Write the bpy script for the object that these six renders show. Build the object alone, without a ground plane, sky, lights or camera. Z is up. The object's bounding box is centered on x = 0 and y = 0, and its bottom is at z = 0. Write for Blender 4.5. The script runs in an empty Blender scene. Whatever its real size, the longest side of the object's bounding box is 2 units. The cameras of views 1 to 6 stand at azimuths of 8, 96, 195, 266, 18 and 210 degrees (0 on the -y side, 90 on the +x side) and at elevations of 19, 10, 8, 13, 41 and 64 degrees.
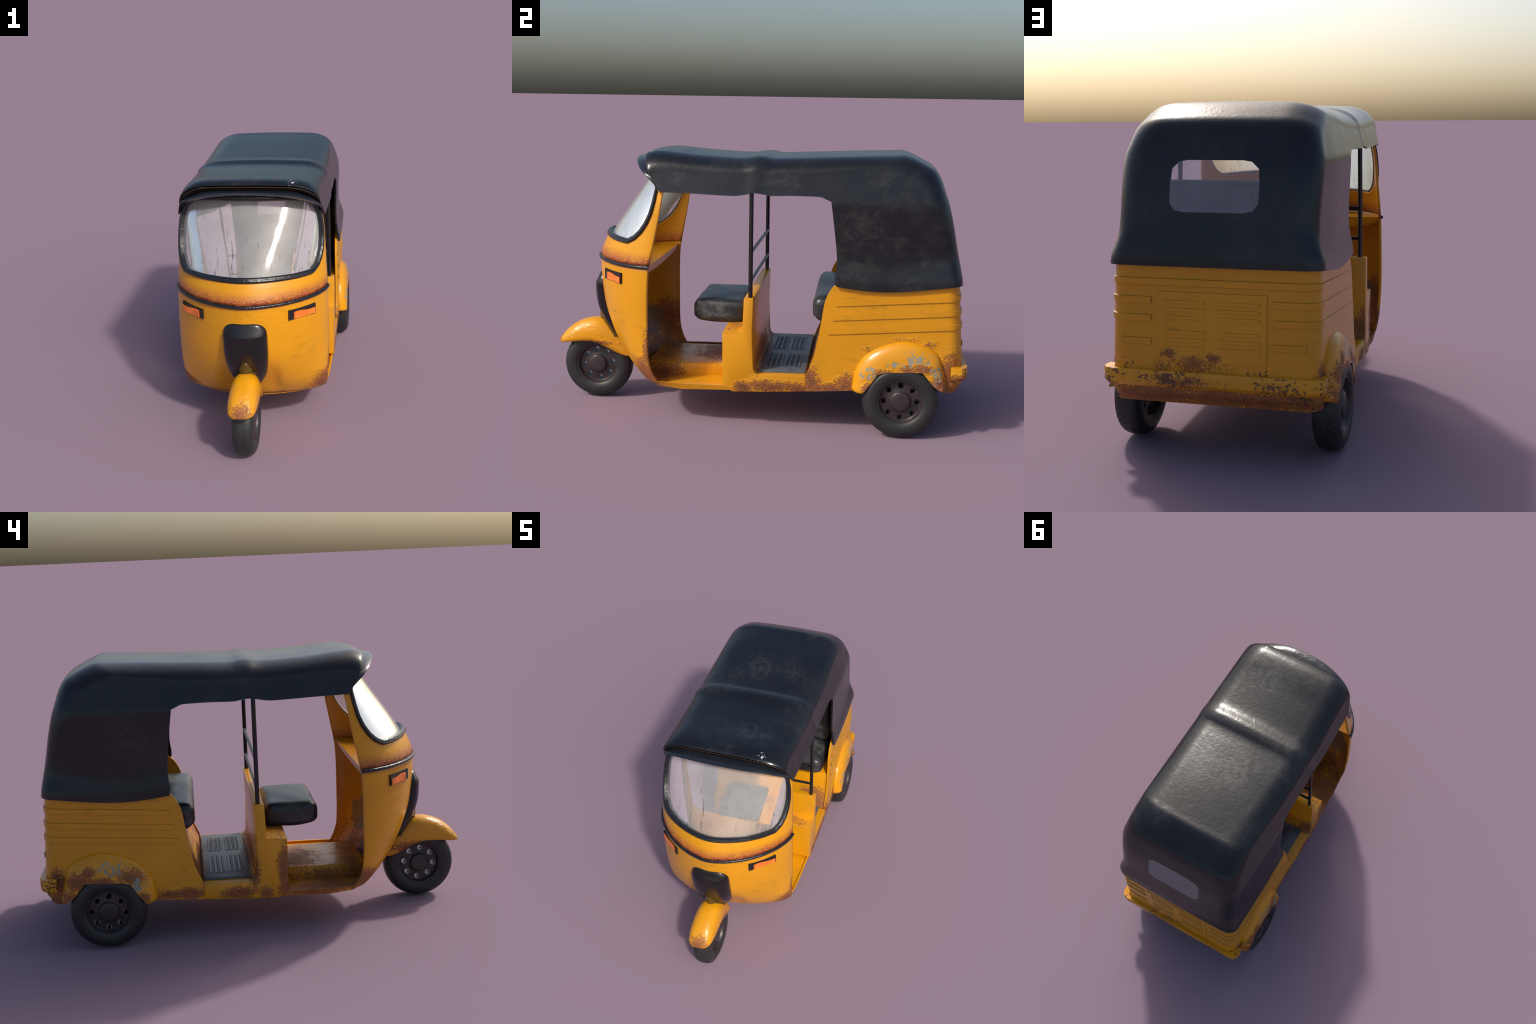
# Worn yellow three-wheeled taxi with a black canopy, built part by part.
# Frame: metres, z up, front towards -y, all meshes keep their origin where
# noted (most at the world origin so Object coordinates equal world space).
import bpy, bmesh, math, random
from mathutils import Vector, Matrix

random.seed(7)
PI = math.pi
COL = bpy.context.scene.collection

# ------------------------------------------------------------------ helpers
def lerp(a, b, t): return a + (b - a) * t
def clamp(v, a=0.0, b=1.0): return max(a, min(b, v))
def sstep(e0, e1, v):
    t = clamp((v - e0) / (e1 - e0)); return t * t * (3 - 2 * t)

def table(pts):
    """smooth (monotone cubic) interpolation through (key, value) pairs"""
    xs = [p[0] for p in pts]; ys = [p[1] for p in pts]; n = len(xs)
    d = [(ys[i + 1] - ys[i]) / (xs[i + 1] - xs[i]) for i in range(n - 1)]
    m = [d[0]] + [0 if d[i - 1] * d[i] <= 0 else 2 * d[i - 1] * d[i] / (d[i - 1] + d[i]) for i in range(1, n - 1)] + [d[-1]]
    def f(x):
        if x <= xs[0]: return ys[0]
        if x >= xs[-1]: return ys[-1]
        i = max(k for k in range(n - 1) if xs[k] <= x)
        h = xs[i + 1] - xs[i]; t = (x - xs[i]) / h
        return (ys[i] * (1 + 2 * t) * (1 - t) ** 2 + m[i] * h * t * (1 - t) ** 2 +
                ys[i + 1] * t * t * (3 - 2 * t) + m[i + 1] * h * t * t * (t - 1))
    return f

def catmull(pts, n):
    """resample a polyline of tuples smoothly, n steps per span"""
    out = []
    P = [Vector(p) for p in pts]
    for i in range(len(P) - 1):
        p0 = P[i - 1] if i else P[0] * 2 - P[1]
        p1, p2 = P[i], P[i + 1]
        p3 = P[i + 2] if i + 2 < len(P) else P[-1] * 2 - P[-2]
        for k in range(n):
            t = k / n
            out.append(0.5 * ((2 * p1) + (p2 - p0) * t + (2 * p0 - 5 * p1 + 4 * p2 - p3) * t * t + (3 * p1 - p0 - 3 * p2 + p3) * t ** 3))
    out.append(P[-1])
    return out

def add(name, me, parent, mats, loc=None):
    ob = bpy.data.objects.new(name, me)
    COL.objects.link(ob)
    if parent: ob.parent = parent
    if loc: ob.location = loc
    if mats:
        if not isinstance(mats, (list, tuple)): mats = [mats]
        if len(me.materials) == 0:
            for m in mats: me.materials.append(m)
    return ob

def shade(me, ang=35):
    me.shade_smooth()
    me.set_sharp_from_angle(angle=math.radians(ang))

def mesh(name, verts, faces, ang=35, fix=True):
    me = bpy.data.meshes.new(name)
    me.from_pydata([tuple(v) for v in verts], [], faces)
    me.validate()
    if fix:
        bm = bmesh.new(); bm.from_mesh(me)
        bmesh.ops.remove_doubles(bm, verts=bm.verts, dist=1e-5)
        bmesh.ops.recalc_face_normals(bm, faces=bm.faces)
        bm.to_mesh(me); bm.free()
    shade(me, ang)
    return me

def grid(rows, close_u=False, close_v=False):
    """faces over a grid of points (list of rows)"""
    n, m = len(rows), len(rows[0]); V = [p for r in rows for p in r]; F = []
    for i in range(n - (0 if close_v else 1)):
        for j in range(m - (0 if close_u else 1)):
            a, b = i * m + j, i * m + (j + 1) % m
            c, d = ((i + 1) % n) * m + (j + 1) % m, ((i + 1) % n) * m + j
            F.append((a, b, c, d))
    return V, F

def sheet(name, rows, parent, mats, thick=0.0, ang=35, close_u=False, outward=None, matoff=0, flip=None):
    V, F = grid(rows, close_u)
    me = mesh(name, V, F, ang)
    if outward is not None:            # orient the sheet: normals should agree with outward(point)
        s = sum(p.normal.dot(Vector(outward(p.center))) * p.area for p in me.polygons)
        if s < 0: me.flip_normals()
    ob = add(name, me, parent, mats)
    if thick:
        md = ob.modifiers.new('thickness', 'SOLIDIFY')
        md.thickness = thick; md.offset = -1; md.use_even_offset = False
        md.material_offset = matoff; md.material_offset_rim = 0
    return ob

def bake(ob, ang=35):
    """apply all modifiers"""
    dg = bpy.context.evaluated_depsgraph_get()
    me = bpy.data.meshes.new_from_object(ob.evaluated_get(dg), depsgraph=dg)
    ob.modifiers.clear(); ob.data = me
    shade(me, ang)
    return ob

def cut(ob, cutter, ang=35):
    md = ob.modifiers.new('cut', 'BOOLEAN'); md.object = cutter; md.operation = 'DIFFERENCE'; md.solver = 'EXACT'
    bpy.context.view_layer.update()
    bake(ob, ang)
    bpy.data.objects.remove(cutter)

def prism(name, poly, axis, a, b, parent, mats, bevel=0.0, ang=30, seg=2):
    """extrude a 2D outline along an axis ('x','y','z') from a to b"""
    def P(u, v, w): return {'x': (w, u, v), 'y': (u, w, v), 'z': (u, v, w)}[axis]
    n = len(poly)
    V = [P(u, v, a) for u, v in poly] + [P(u, v, b) for u, v in poly]
    F = [tuple(range(n)), tuple(range(n, 2 * n))] + [(i, (i + 1) % n, n + (i + 1) % n, n + i) for i in range(n)]
    ob = add(name, mesh(name, V, F, ang), parent, mats)
    if bevel:
        md = ob.modifiers.new('edge', 'BEVEL'); md.width = bevel; md.segments = seg; md.limit_method = 'ANGLE'
        md.angle_limit = math.radians(25); md.harden_normals = False
        bpy.context.view_layer.update()
        bake(ob, ang)
    return ob

def box(name, x0, x1, y0, y1, z0, z1, parent, mats, bevel=0.0):
    return prism(name, [(x0, y0), (x1, y0), (x1, y1), (x0, y1)], 'z', z0, z1, parent, mats, bevel)

def tube(name, pts, r, parent, mats, seg=12, closed=False, rs=None, flat=None):
    P = [Vector(p) for p in pts]; rows = []
    n = len(P); up = Vector((0, 0, 1))
    for i in range(n):
        a = P[(i - 1) % n] if (closed or i) else P[i]
        b = P[(i + 1) % n] if (closed or i < n - 1) else P[i]
        d = (b - a).normalized()
        u = up if abs(d.z) < 0.9 else Vector((1, 0, 0))
        s = d.cross(u).normalized(); t = s.cross(d).normalized()
        rr = rs[i] if rs else r
        rows.append([P[i] + (s * math.cos(k * 2 * PI / seg) + t * math.sin(k * 2 * PI / seg)) * rr for k in range(seg)])
    V, F = grid(rows, True, closed)
    if not closed:
        F.append(tuple(range(seg))); F.append(tuple(range(len(V) - seg, len(V))))
    return add(name, mesh(name, V, F, 50), parent, mats)

def cushion(name, size, loc, parent, mat, crown=0.012, taper=0.0, r=0.03, seed=0, ex=5.0):
    """upholstered block: superellipsoid box with a crowned top and slight lumps"""
    sx, sy, sz = size; n = 26
    bm = bmesh.new()
    bmesh.ops.create_cube(bm, size=2)
    bmesh.ops.subdivide_edges(bm, edges=bm.edges, cuts=n, use_grid_fill=True)
    rnd = random.Random(seed); ph = [rnd.uniform(0, 6.28) for _ in range(4)]
    for v in bm.verts:
        x, y, z = v.co
        # rounded corners: shrink towards an inner box, then push out by radius
        half = Vector((sx / 2, sy / 2, sz / 2)); p = Vector((x * half.x, y * half.y, z * half.z))
        q = Vector([clamp(p[i], -half[i] + r, half[i] - r) for i in range(3)])
        d = p - q
        if d.length > 1e-9: p = q + d.normalized() * r
        fx, fy = 1 - (p.x / half.x) ** 2, 1 - (p.y / half.y) ** 2
        if z > 0: p.z += crown * fx * fy * (z)
        else: p.z += taper * (p.y / half.y) ** 2 * -z * (1 if p.y < 0 else 0.2)
        p.z += 0.0012 * math.sin(31 * p.x + ph[0]) * math.sin(37 * p.y + ph[1])
        v.co = p + Vector(loc)
    me = bpy.data.meshes.new(name); bm.to_mesh(me); bm.free(); shade(me, 60)
    return add(name, me, parent, mat)

# ---------------------------------------------------------------- materials
class NT:
    def __init__(s, name):
        s.m = bpy.data.materials.new(name); s.m.use_nodes = True
        s.t = s.m.node_tree; s.t.nodes.clear()
        s.out = s.n('ShaderNodeOutputMaterial'); s.pos = s.n('ShaderNodeTexCoord').outputs['Object']
    def n(s, ty, **kw):
        nd = s.t.nodes.new(ty)
        for k, v in kw.items(): setattr(nd, k, v)
        return nd
    def put(s, sock, v):
        if hasattr(v, 'is_output'): s.t.links.new(v, sock)
        elif v is not None:
            if isinstance(v, (tuple, list)) and len(v) == 3 and sock.type == 'RGBA': v = (*v, 1)
            sock.default_value = v
    def math(s, op, a, b=None, c=None, clampit=False):
        nd = s.n('ShaderNodeMath', operation=op, use_clamp=clampit)
        for i, v in enumerate((a, b, c)):
            if v is not None: s.put(nd.inputs[i], v)
        return nd.outputs[0]
    def mapping(s, scale=(1, 1, 1), loc=(0, 0, 0), rot=(0, 0, 0), src=None):
        nd = s.n('ShaderNodeMapping'); s.put(nd.inputs[0], src or s.pos)
        nd.inputs['Location'].default_value = loc; nd.inputs['Rotation'].default_value = rot; nd.inputs['Scale'].default_value = scale
        return nd.outputs[0]
    def noise(s, scale, detail=4, rough=0.6, dist=0.0, vec=None):
        nd = s.n('ShaderNodeTexNoise'); s.put(nd.inputs['Vector'], vec or s.pos)
        nd.inputs['Scale'].default_value = scale; nd.inputs['Detail'].default_value = detail
        nd.inputs['Roughness'].default_value = rough; nd.inputs['Distortion'].default_value = dist
        return nd.outputs[0]
    def voronoi(s, scale, vec=None, feature='F1', rand=1.0):
        nd = s.n('ShaderNodeTexVoronoi', feature=feature); s.put(nd.inputs['Vector'], vec or s.pos)
        nd.inputs['Scale'].default_value = scale; nd.inputs['Randomness'].default_value = rand
        return nd.outputs[0]
    def ramp(s, v, a, b, smooth=True, lo=0.0, hi=1.0):
        nd = s.n('ShaderNodeMapRange', interpolation_type='SMOOTHSTEP' if smooth else 'LINEAR')
        s.put(nd.inputs[0], v)
        for i, k in enumerate((a, b, lo, hi)): nd.inputs[1 + i].default_value = k
        return nd.outputs[0]
    def mix(s, f, a, b, blend='MIX'):
        nd = s.n('ShaderNodeMix', data_type='RGBA', blend_type=blend)
        s.put(nd.inputs[0], f); s.put(nd.inputs[6], a); s.put(nd.inputs[7], b)
        return nd.outputs[2]
    def xyz(s, src=None):
        nd = s.n('ShaderNodeSeparateXYZ'); s.put(nd.inputs[0], src or s.pos); return nd.outputs
    def bump(s, h, strength, dist=0.004, normal=None):
        nd = s.n('ShaderNodeBump'); s.put(nd.inputs['Height'], h)
        s.put(nd.inputs['Strength'], strength); nd.inputs['Distance'].default_value = dist
        if normal: s.put(nd.inputs['Normal'], normal)
        return nd.outputs[0]
    def blob(s, c, r):
        """1 at centre falling to 0 on the ellipsoid surface, negative outside"""
        v = s.mapping(scale=tuple(1 / k for k in r), loc=tuple(-c[i] / r[i] for i in range(3)))
        nd = s.n('ShaderNodeVectorMath', operation='LENGTH'); s.put(nd.inputs[0], v)
        return s.math('SUBTRACT', 1.0, nd.outputs['Value'])
    def finish(s, **kw):
        b = s.n('ShaderNodeBsdfPrincipled')
        for k, v in kw.items():
            s.put(b.inputs[k.replace('_', ' ')], v)
        s.b = b
        s.put(s.out.inputs[0], b.outputs[0])
        return s.m

YEL = (0.70, 0.300, 0.0050)

def paint(name, blobs=(), band=None, flakes=(), dots=(), base=YEL, stain=1.0, wavy=0.0, patches=(), pit=0.5, streakdir='y', rough=0.30):
    """weathered yellow enamel: olive grime streaks, rust in given places with a pitted rim"""
    s = NT(name)
    col = base
    # slow tone variation
    tone = s.noise(3.0, 3, 0.5)
    col = s.mix(s.ramp(tone, 0.35, 0.7), tuple(c * 0.93 for c in base), tuple(c * 1.04 for c in base))
    # horizontal grime streaks in large patches
    sc = {'y': (13, 11, 62), 'z': (60, 60, 9)}[streakdir]
    st = s.noise(1.0, 6, 0.78, 0.5, s.mapping(scale=sc, loc=(1.7, 0.4, 2.2)))
    area = s.noise(2.6, 3, 0.6, 0.0, s.mapping(loc=(4.2, 1.1, 0.3)))
    stm = s.math('MULTIPLY', s.ramp(st, 0.50, 0.66), s.ramp(area, 0.46, 0.60))
    stm = s.math('MULTIPLY', stm, 0.46 * stain, None, True)
    col = s.mix(stm, col, (0.29, 0.175, 0.014))
    n1 = s.noise(11, 5, 0.65); n2 = s.noise(46, 5, 0.7); n3 = s.noise(140, 3, 0.6)
    jit = s.math('ADD', s.math('MULTIPLY', s.math('SUBTRACT', n1, 0.5), 1.7), s.math('MULTIPLY', s.math('SUBTRACT', n2, 0.5), 0.7))
    mx = None
    for c, r, *pk in blobs:
        v = s.blob(c, r)
        if pk: v = s.math('SUBTRACT', v, 1 - pk[0])
        mx = v if mx is None else s.math('MAXIMUM', mx, v)
    wr = s.noise(30, 5, 0.65, 1.2, s.mapping(scale=(1, 0.6, 1)))
    bumpH = s.math('ADD', s.math('MULTIPLY', n3, 0.10), s.math('MULTIPLY', wr, 0.16 + wavy))
    rc = s.mix(s.ramp(n2, 0.35, 0.65), (0.115, 0.036, 0.018), (0.27, 0.080, 0.026))
    rc = s.mix(s.math('MULTIPLY', s.ramp(n3, 0.52, 0.68), 0.5), rc, (0.42, 0.135, 0.035))
    rc = s.mix(s.math('MULTIPLY', s.ramp(s.noise(70, 3, 0.6), 0.56, 0.70), 0.6), rc, (0.045, 0.020, 0.014))
    roughness = rough
    for zc, up, dn, k in (band or ()):
        # soft rust glow above the moulding, grainy, no hard edge
        z = s.xyz()[2]
        g = s.math('MINIMUM', s.ramp(z, zc, zc + up, True, 1, 0), s.ramp(z, zc - dn, zc, True, 0, 1))
        g = s.math('MULTIPLY', g, s.ramp(s.math('ADD', s.math('MULTIPLY', n2, 0.6), s.math('MULTIPLY', n1, 0.4)), 0.25, 0.7, True, 0.55, 1.25))
        g = s.math('MULTIPLY', g, k, None, True)
        col = s.mix(g, col, s.mix(s.ramp(n3, 0.42, 0.62), (0.20, 0.045, 0.018), (0.52, 0.13, 0.045)))
        bumpH = s.math('ADD', bumpH, s.math('MULTIPLY', s.math('MULTIPLY', g, n3), 0.9))
    if mx is not None:
        raw = s.math('ADD', mx, jit)
        # blisters: dots that grow denser towards the middle of each rust patch
        vor = s.voronoi(150, vec=s.mapping(scale=(1, 0.8, 1)))
        size = s.ramp(raw, -0.30, 0.55, False, 0.0, 0.95)
        dot = s.ramp(s.math('SUBTRACT', size, vor), -0.06, 0.06)
        core = s.ramp(raw, 0.42, 0.62)
        rust = s.math('MAXIMUM', s.math('MULTIPLY', dot, 0.85), core)
        soft = s.ramp(raw, -0.2, 0.5)
        col = s.mix(s.math('MULTIPLY', soft, 0.22), col, (0.44, 0.135, 0.014))
        col = s.mix(s.math('MULTIPLY', rust, 0.88), col, rc)
        roughness = s.ramp(rust, 0, 1, False, rough, 0.62)
        rim = s.math('MULTIPLY', s.ramp(raw, -0.30, 0.05), s.ramp(vor, 0.1, 0.6))
        bumpH = s.math('ADD', bumpH, s.math('MULTIPLY', rim, pit * 1.6))
        bumpH = s.math('ADD', bumpH, s.math('MULTIPLY', s.math('MULTIPLY', core, n3), 0.7))
    for c, r, pc in patches:
        k = s.ramp(s.math('ADD', s.blob(c, r), s.math('MULTIPLY', s.math('SUBTRACT', n1, 0.5), 1.2)), 0.15, 0.32)
        col = s.mix(s.math('MULTIPLY', k, 0.85), col, pc)
    if dots:
        dm = None
        for c, r in dots:
            v = s.blob(c, r); dm = v if dm is None else s.math('MAXIMUM', dm, v)
        sp = s.noise(105, 2, 0.5, 0.2, s.mapping(scale=(0.7, 0.7, 1)))
        k = s.ramp(s.math('ADD', s.math('MULTIPLY', dm, 0.20), sp), 0.64, 0.68)
        k = s.math('MULTIPLY', k, s.ramp(dm, -0.05, 0.25))
        col = s.mix(s.math('MULTIPLY', k, 0.85), col, (0.085, 0.038, 0.018))
        bumpH = s.math('SUBTRACT', bumpH, s.math('MULTIPLY', k, 0.5))
    if flakes:
        fm = None
        for c, r in flakes:
            v = s.blob(c, r); fm = v if fm is None else s.math('MAXIMUM', fm, v)
        fl = s.noise(52, 4, 0.66, 0.5, s.mapping(scale=(1, 1, 0.8), loc=(3, 2, 1)))
        k = s.ramp(s.math('ADD', s.math('MULTIPLY', fm, 0.22), fl), 0.63, 0.66)
        k = s.math('MULTIPLY', k, s.ramp(fm, -0.05, 0.2))
        col = s.mix(k, col, (0.27, 0.265, 0.20))
        bumpH = s.math('SUBTRACT', bumpH, s.math('MULTIPLY', k, 0.5))
    nrm = s.bump(bumpH, 0.55, 0.004)
    return s.finish(Base_Color=col, Roughness=roughness, Normal=nrm, Specular_IOR_Level=0.5)

def leather(name, base=(0.0062, 0.0072, 0.0095), dust=0.5, rough=0.30, dustpatch=None, grain=1.0, spots=None, dustcol=(0.115, 0.115, 0.112)):
    """black coated cloth with fibrous grey dust and a fine wrinkle grain"""
    s = NT(name)
    big = s.noise(3.4, 5, 0.62, 0.2, s.mapping(loc=(2.3, 7.1, 0.6)))
    fib = s.noise(30, 8, 0.72, 0.35, s.mapping(scale=(1, 0.7, 1), rot=(0.6, 0.3, 0.4)))
    d = s.math('MULTIPLY', s.ramp(big, 0.40, 0.72), s.ramp(fib, 0.30, 0.78))
    if dustpatch:
        mm = None
        for c, r, *pk in dustpatch:
            v = s.blob(c, r)
            if pk: v = s.math('SUBTRACT', v, 1 - pk[0])
            mm = v if mm is None else s.math('MAXIMUM', mm, v)
        p = s.math('MULTIPLY', s.ramp(s.math('ADD', mm, s.math('MULTIPLY', s.math('SUBTRACT', fib, 0.5), 1.6)), -0.05, 1.0), s.ramp(fib, 0.28, 0.80))
        d = s.math('MAXIMUM', d, s.math('MULTIPLY', p, 1.3))
    d = s.math('MULTIPLY', d, dust, None, True)
    col = s.mix(d, base, dustcol)
    rg = s.ramp(d, 0, 0.5, False, rough, rough + 0.16)
    if spots:
        mm = s.blob(*spots)
        k = s.ramp(s.math('ADD', mm, s.math('MULTIPLY', s.math('SUBTRACT', s.noise(90, 3, 0.6), 0.5), 3.0)), 0.75, 0.95)
        k = s.math('MULTIPLY', k, s.ramp(mm, 0.0, 0.1)); col = s.mix(k, col, (0.52, 0.52, 0.52))
    g1 = s.noise(38, 4, 0.6, 0.6); g2 = s.noise(130, 3, 0.55)
    h = s.math('ADD', s.math('MULTIPLY', g1, 0.8), s.math('MULTIPLY', g2, 0.25))
    nrm = s.bump(h, 0.19 * grain, 0.005)
    return s.finish(Base_Color=col, Roughness=rg, Normal=nrm)

def plain(name, col, rough=0.4, bumps=0.0, metallic=0.0, scale=60, var=0.15):
    s = NT(name)
    n = s.noise(scale * 0.4, 4, 0.6)
    c = s.mix(s.ramp(n, 0.3, 0.7), tuple(k * (1 - var) for k in col), tuple(k * (1 + var) for k in col))
    nrm = s.bump(s.noise(scale, 4, 0.6), bumps, 0.003) if bumps else None
    return s.finish(Base_Color=c, Roughness=rough, Normal=nrm, Metallic=metallic)

def glass(name, tint, haze, haze_col, rough=0.05, streaks=True):
    """hazy, dusty pane: part clear, part pale dust film, with smears"""
    s = NT(name)
    sm = s.noise(1.0, 4, 0.6, 0.5, s.mapping(scale=(62, 20, 5.5), loc=(0.3, 1.2, 0.8)))
    patch = s.noise(7, 4, 0.6)
    smear = s.math('MULTIPLY', s.ramp(sm, 0.57, 0.67), s.ramp(s.noise(4.5, 3, 0.6), 0.47, 0.6))
    film = s.mix(s.ramp(patch, 0.3, 0.7), tuple(c * 0.9 for c in haze_col), tuple(min(1, c * 1.06) for c in haze_col))
    film = s.mix(s.math('MULTIPLY', smear, 0.8 if streaks else 0.2), film, tuple(c * 0.22 for c in haze_col))
    dirt = s.ramp(s.noise(45, 5, 0.7), 0.68, 0.76)
    film = s.mix(s.math('MULTIPLY', dirt, 0.5), film, tuple(c * 0.35 for c in haze_col))
    return s.finish(Base_Color=film, Transmission_Weight=1 - haze,
                    Roughness=s.ramp(patch, 0.3, 0.7, True, rough, rough + 0.06), IOR=1.45)

M = {}
M['cowl'] = paint('yellow_paint_cowl',
    blobs=[((0.345, -0.46, 0.235), (0.10, 0.10, 0.085)), ((-0.345, -0.46, 0.235), (0.08, 0.08, 0.07)), ((0.37, -0.45, 0.34), (0.035, 0.045, 0.12)),
           ((0.0, -0.57, 0.195), (0.30, 0.10, 0.018))],
    band=[(0.746, 0.066, 0.036, 1.0)], stain=1.0, pit=0.25)
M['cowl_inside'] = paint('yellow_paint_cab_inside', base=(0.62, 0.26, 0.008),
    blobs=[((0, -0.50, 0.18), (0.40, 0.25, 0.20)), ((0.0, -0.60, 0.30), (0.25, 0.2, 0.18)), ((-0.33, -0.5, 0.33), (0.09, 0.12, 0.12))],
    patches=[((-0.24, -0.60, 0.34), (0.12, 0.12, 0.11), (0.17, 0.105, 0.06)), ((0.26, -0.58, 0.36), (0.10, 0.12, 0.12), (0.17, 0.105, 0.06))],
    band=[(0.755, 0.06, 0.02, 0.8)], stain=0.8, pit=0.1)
M['body'] = paint('yellow_paint_rear_body',
    blobs=[((0.385, 0.30, 0.24), (0.03, 0.045, 0.10)), ((0.385, 0.38, 0.205), (0.04, 0.12, 0.028)), ((0.385, 0.46, 0.235), (0.04, 0.05, 0.055)),
           ((0.385, 0.925, 0.30), (0.04, 0.055, 0.10)), ((0.385, 0.93, 0.225), (0.05, 0.10, 0.045)), ((0.385, 0.72, 0.452), (0.03, 0.11, 0.022), 0.35), ((0.385, 0.82, 0.428), (0.03, 0.05, 0.03), 0.55), ((0.385, 0.56, 0.40), (0.03, 0.06, 0.03), 0.35),
           ((-0.385, 0.92, 0.30), (0.04, 0.05, 0.09)), ((-0.385, 0.93, 0.225), (0.05, 0.10, 0.04)), ((-0.385, 0.38, 0.22), (0.04, 0.16, 0.03)),
           ((0.08, 0.985, 0.355), (0.16, 0.03, 0.04), 0.75), ((-0.1, 0.985, 0.235), (0.75, 0.06, 0.055)), ((0.2, 0.985, 0.24), (0.5, 0.06, 0.05)), ((0.16, 0.985, 0.395), (0.04, 0.03, 0.022)), ((-0.01, 0.985, 0.385), (0.03, 0.03, 0.018))],
    dots=[((-0.18, 0.985, 0.32), (0.08, 0.03, 0.05)), ((-0.33, 0.985, 0.27), (0.10, 0.03, 0.06)), ((0.33, 0.985, 0.34), (0.06, 0.03, 0.04)), ((-0.385, 0.92, 0.33), (0.03, 0.06, 0.06))],
    stain=1.25)
M['sill'] = paint('yellow_paint_sill', streakdir='z',
    blobs=[((0.385, 0.12, 0.205), (0.04, 0.13, 0.032)), ((0.385, -0.01, 0.195), (0.03, 0.05, 0.028)), ((0.385, 0.24, 0.20), (0.03, 0.06, 0.03)),
           ((-0.385, 0.12, 0.205), (0.04, 0.10, 0.032)), ((-0.385, 0.0, 0.20), (0.03, 0.04, 0.035)), ((-0.385, -0.095, 0.30), (0.03, 0.035, 0.15)), ((-0.385, -0.1, 0.22), (0.03, 0.04, 0.06)),
           ((0.0, -0.07, 0.462), (0.45, 0.06, 0.022)), ((0.0, 0.035, 0.27), (0.33, 0.035, 0.10)), ((-0.36, 0.04, 0.31), (0.07, 0.03, 0.10)), ((0.0, 0.29, 0.26), (0.40, 0.04, 0.03))],
    stain=1.0, rough=0.26)
M['relief_shade'] = plain('shaded_paint_edge', (0.20, 0.088, 0.004), 0.45)  # darker paint standing in for shade under rib, hatch and louvre edges
M['relief_shade_top'] = plain('shaded_paint_ledge', (0.40, 0.20, 0.012), 0.4)  # weaker painted shade for the upper and side flanks
M['seatbase'] = paint('yellow_paint_seat_base', blobs=[((0.30, 0.30, 0.30), (0.14, 0.08, 0.10)), ((-0.30, 0.30, 0.30), (0.16, 0.08, 0.14)), ((0.0, 0.29, 0.27), (0.40, 0.05, 0.03))], pit=0.2)
M['floor'] = paint('yellow_paint_floor', blobs=[((-0.30, -0.27, 0.20), (0.20, 0.26, 0.05)), ((0, -0.44, 0.2), (0.4, 0.10, 0.06)), ((-0.05, -0.18, 0.24), (0.16, 0.12, 0.03)), ((0.20, -0.42, 0.2), (0.1, 0.1, 0.08))],
    streakdir='z', pit=0.3, rough=0.24, wavy=0.3)
M['fender'] = paint('yellow_paint_rear_fender',
    blobs=[((0.43, 0.63, 0.295), (0.05, 0.055, 0.035)), ((0.43, 0.73, 0.325), (0.05, 0.05, 0.03)), ((0.43, 0.80, 0.33), (0.05, 0.05, 0.02)), ((0.43, 0.56, 0.225), (0.05, 0.03, 0.03)), ((0.43, 0.87, 0.255), (0.05, 0.05, 0.045)),
           ((-0.43, 0.60, 0.33), (0.05, 0.075, 0.05)), ((-0.43, 0.83, 0.32), (0.05, 0.07, 0.05)), ((-0.43, 0.78, 0.36), (0.05, 0.03, 0.03)), ((-0.43, 0.72, 0.32), (0.05, 0.10, 0.02)), ((-0.43, 0.87, 0.25), (0.05, 0.05, 0.05)), ((-0.43, 0.54, 0.23), (0.05, 0.03, 0.03))],
    flakes=[((0.42, 0.77, 0.365), (0.05, 0.09, 0.05)), ((0.42, 0.86, 0.31), (0.05, 0.05, 0.07)), ((0.42, 0.67, 0.34), (0.05, 0.05, 0.03)), ((0.42, 0.56, 0.29), (0.05, 0.05, 0.05)),
            ((-0.42, 0.68, 0.37), (0.05, 0.10, 0.05)), ((-0.42, 0.56, 0.30), (0.05, 0.06, 0.06))], stain=0.4, rough=0.24)
M['front_fender'] = paint('yellow_paint_front_fender', blobs=[((0, -1.0, 0.305), (0.064, 0.085, 0.085), 0.85), ((0.065, -0.80, 0.288), (0.02, 0.10, 0.014)), ((-0.065, -0.74, 0.265), (0.02, 0.10, 0.035))],
    stain=0.7, wavy=1.3, rough=0.2, pit=0.3)
M['bumper'] = paint('yellow_paint_bumper', blobs=[((0.10, 1.0, 0.30), (0.19, 0.05, 0.05), 0.6), ((0.39, 0.95, 0.28), (0.05, 0.06, 0.03))],
    dots=[((-0.25, 1.0, 0.295), (0.13, 0.05, 0.05)), ((-0.40, 0.95, 0.31), (0.05, 0.08, 0.05)), ((0.36, 1.0, 0.31), (0.06, 0.05, 0.05)), ((0.15, 1.0, 0.31), (0.15, 0.05, 0.04))], streakdir='z', stain=1.0, pit=0.7)
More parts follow.
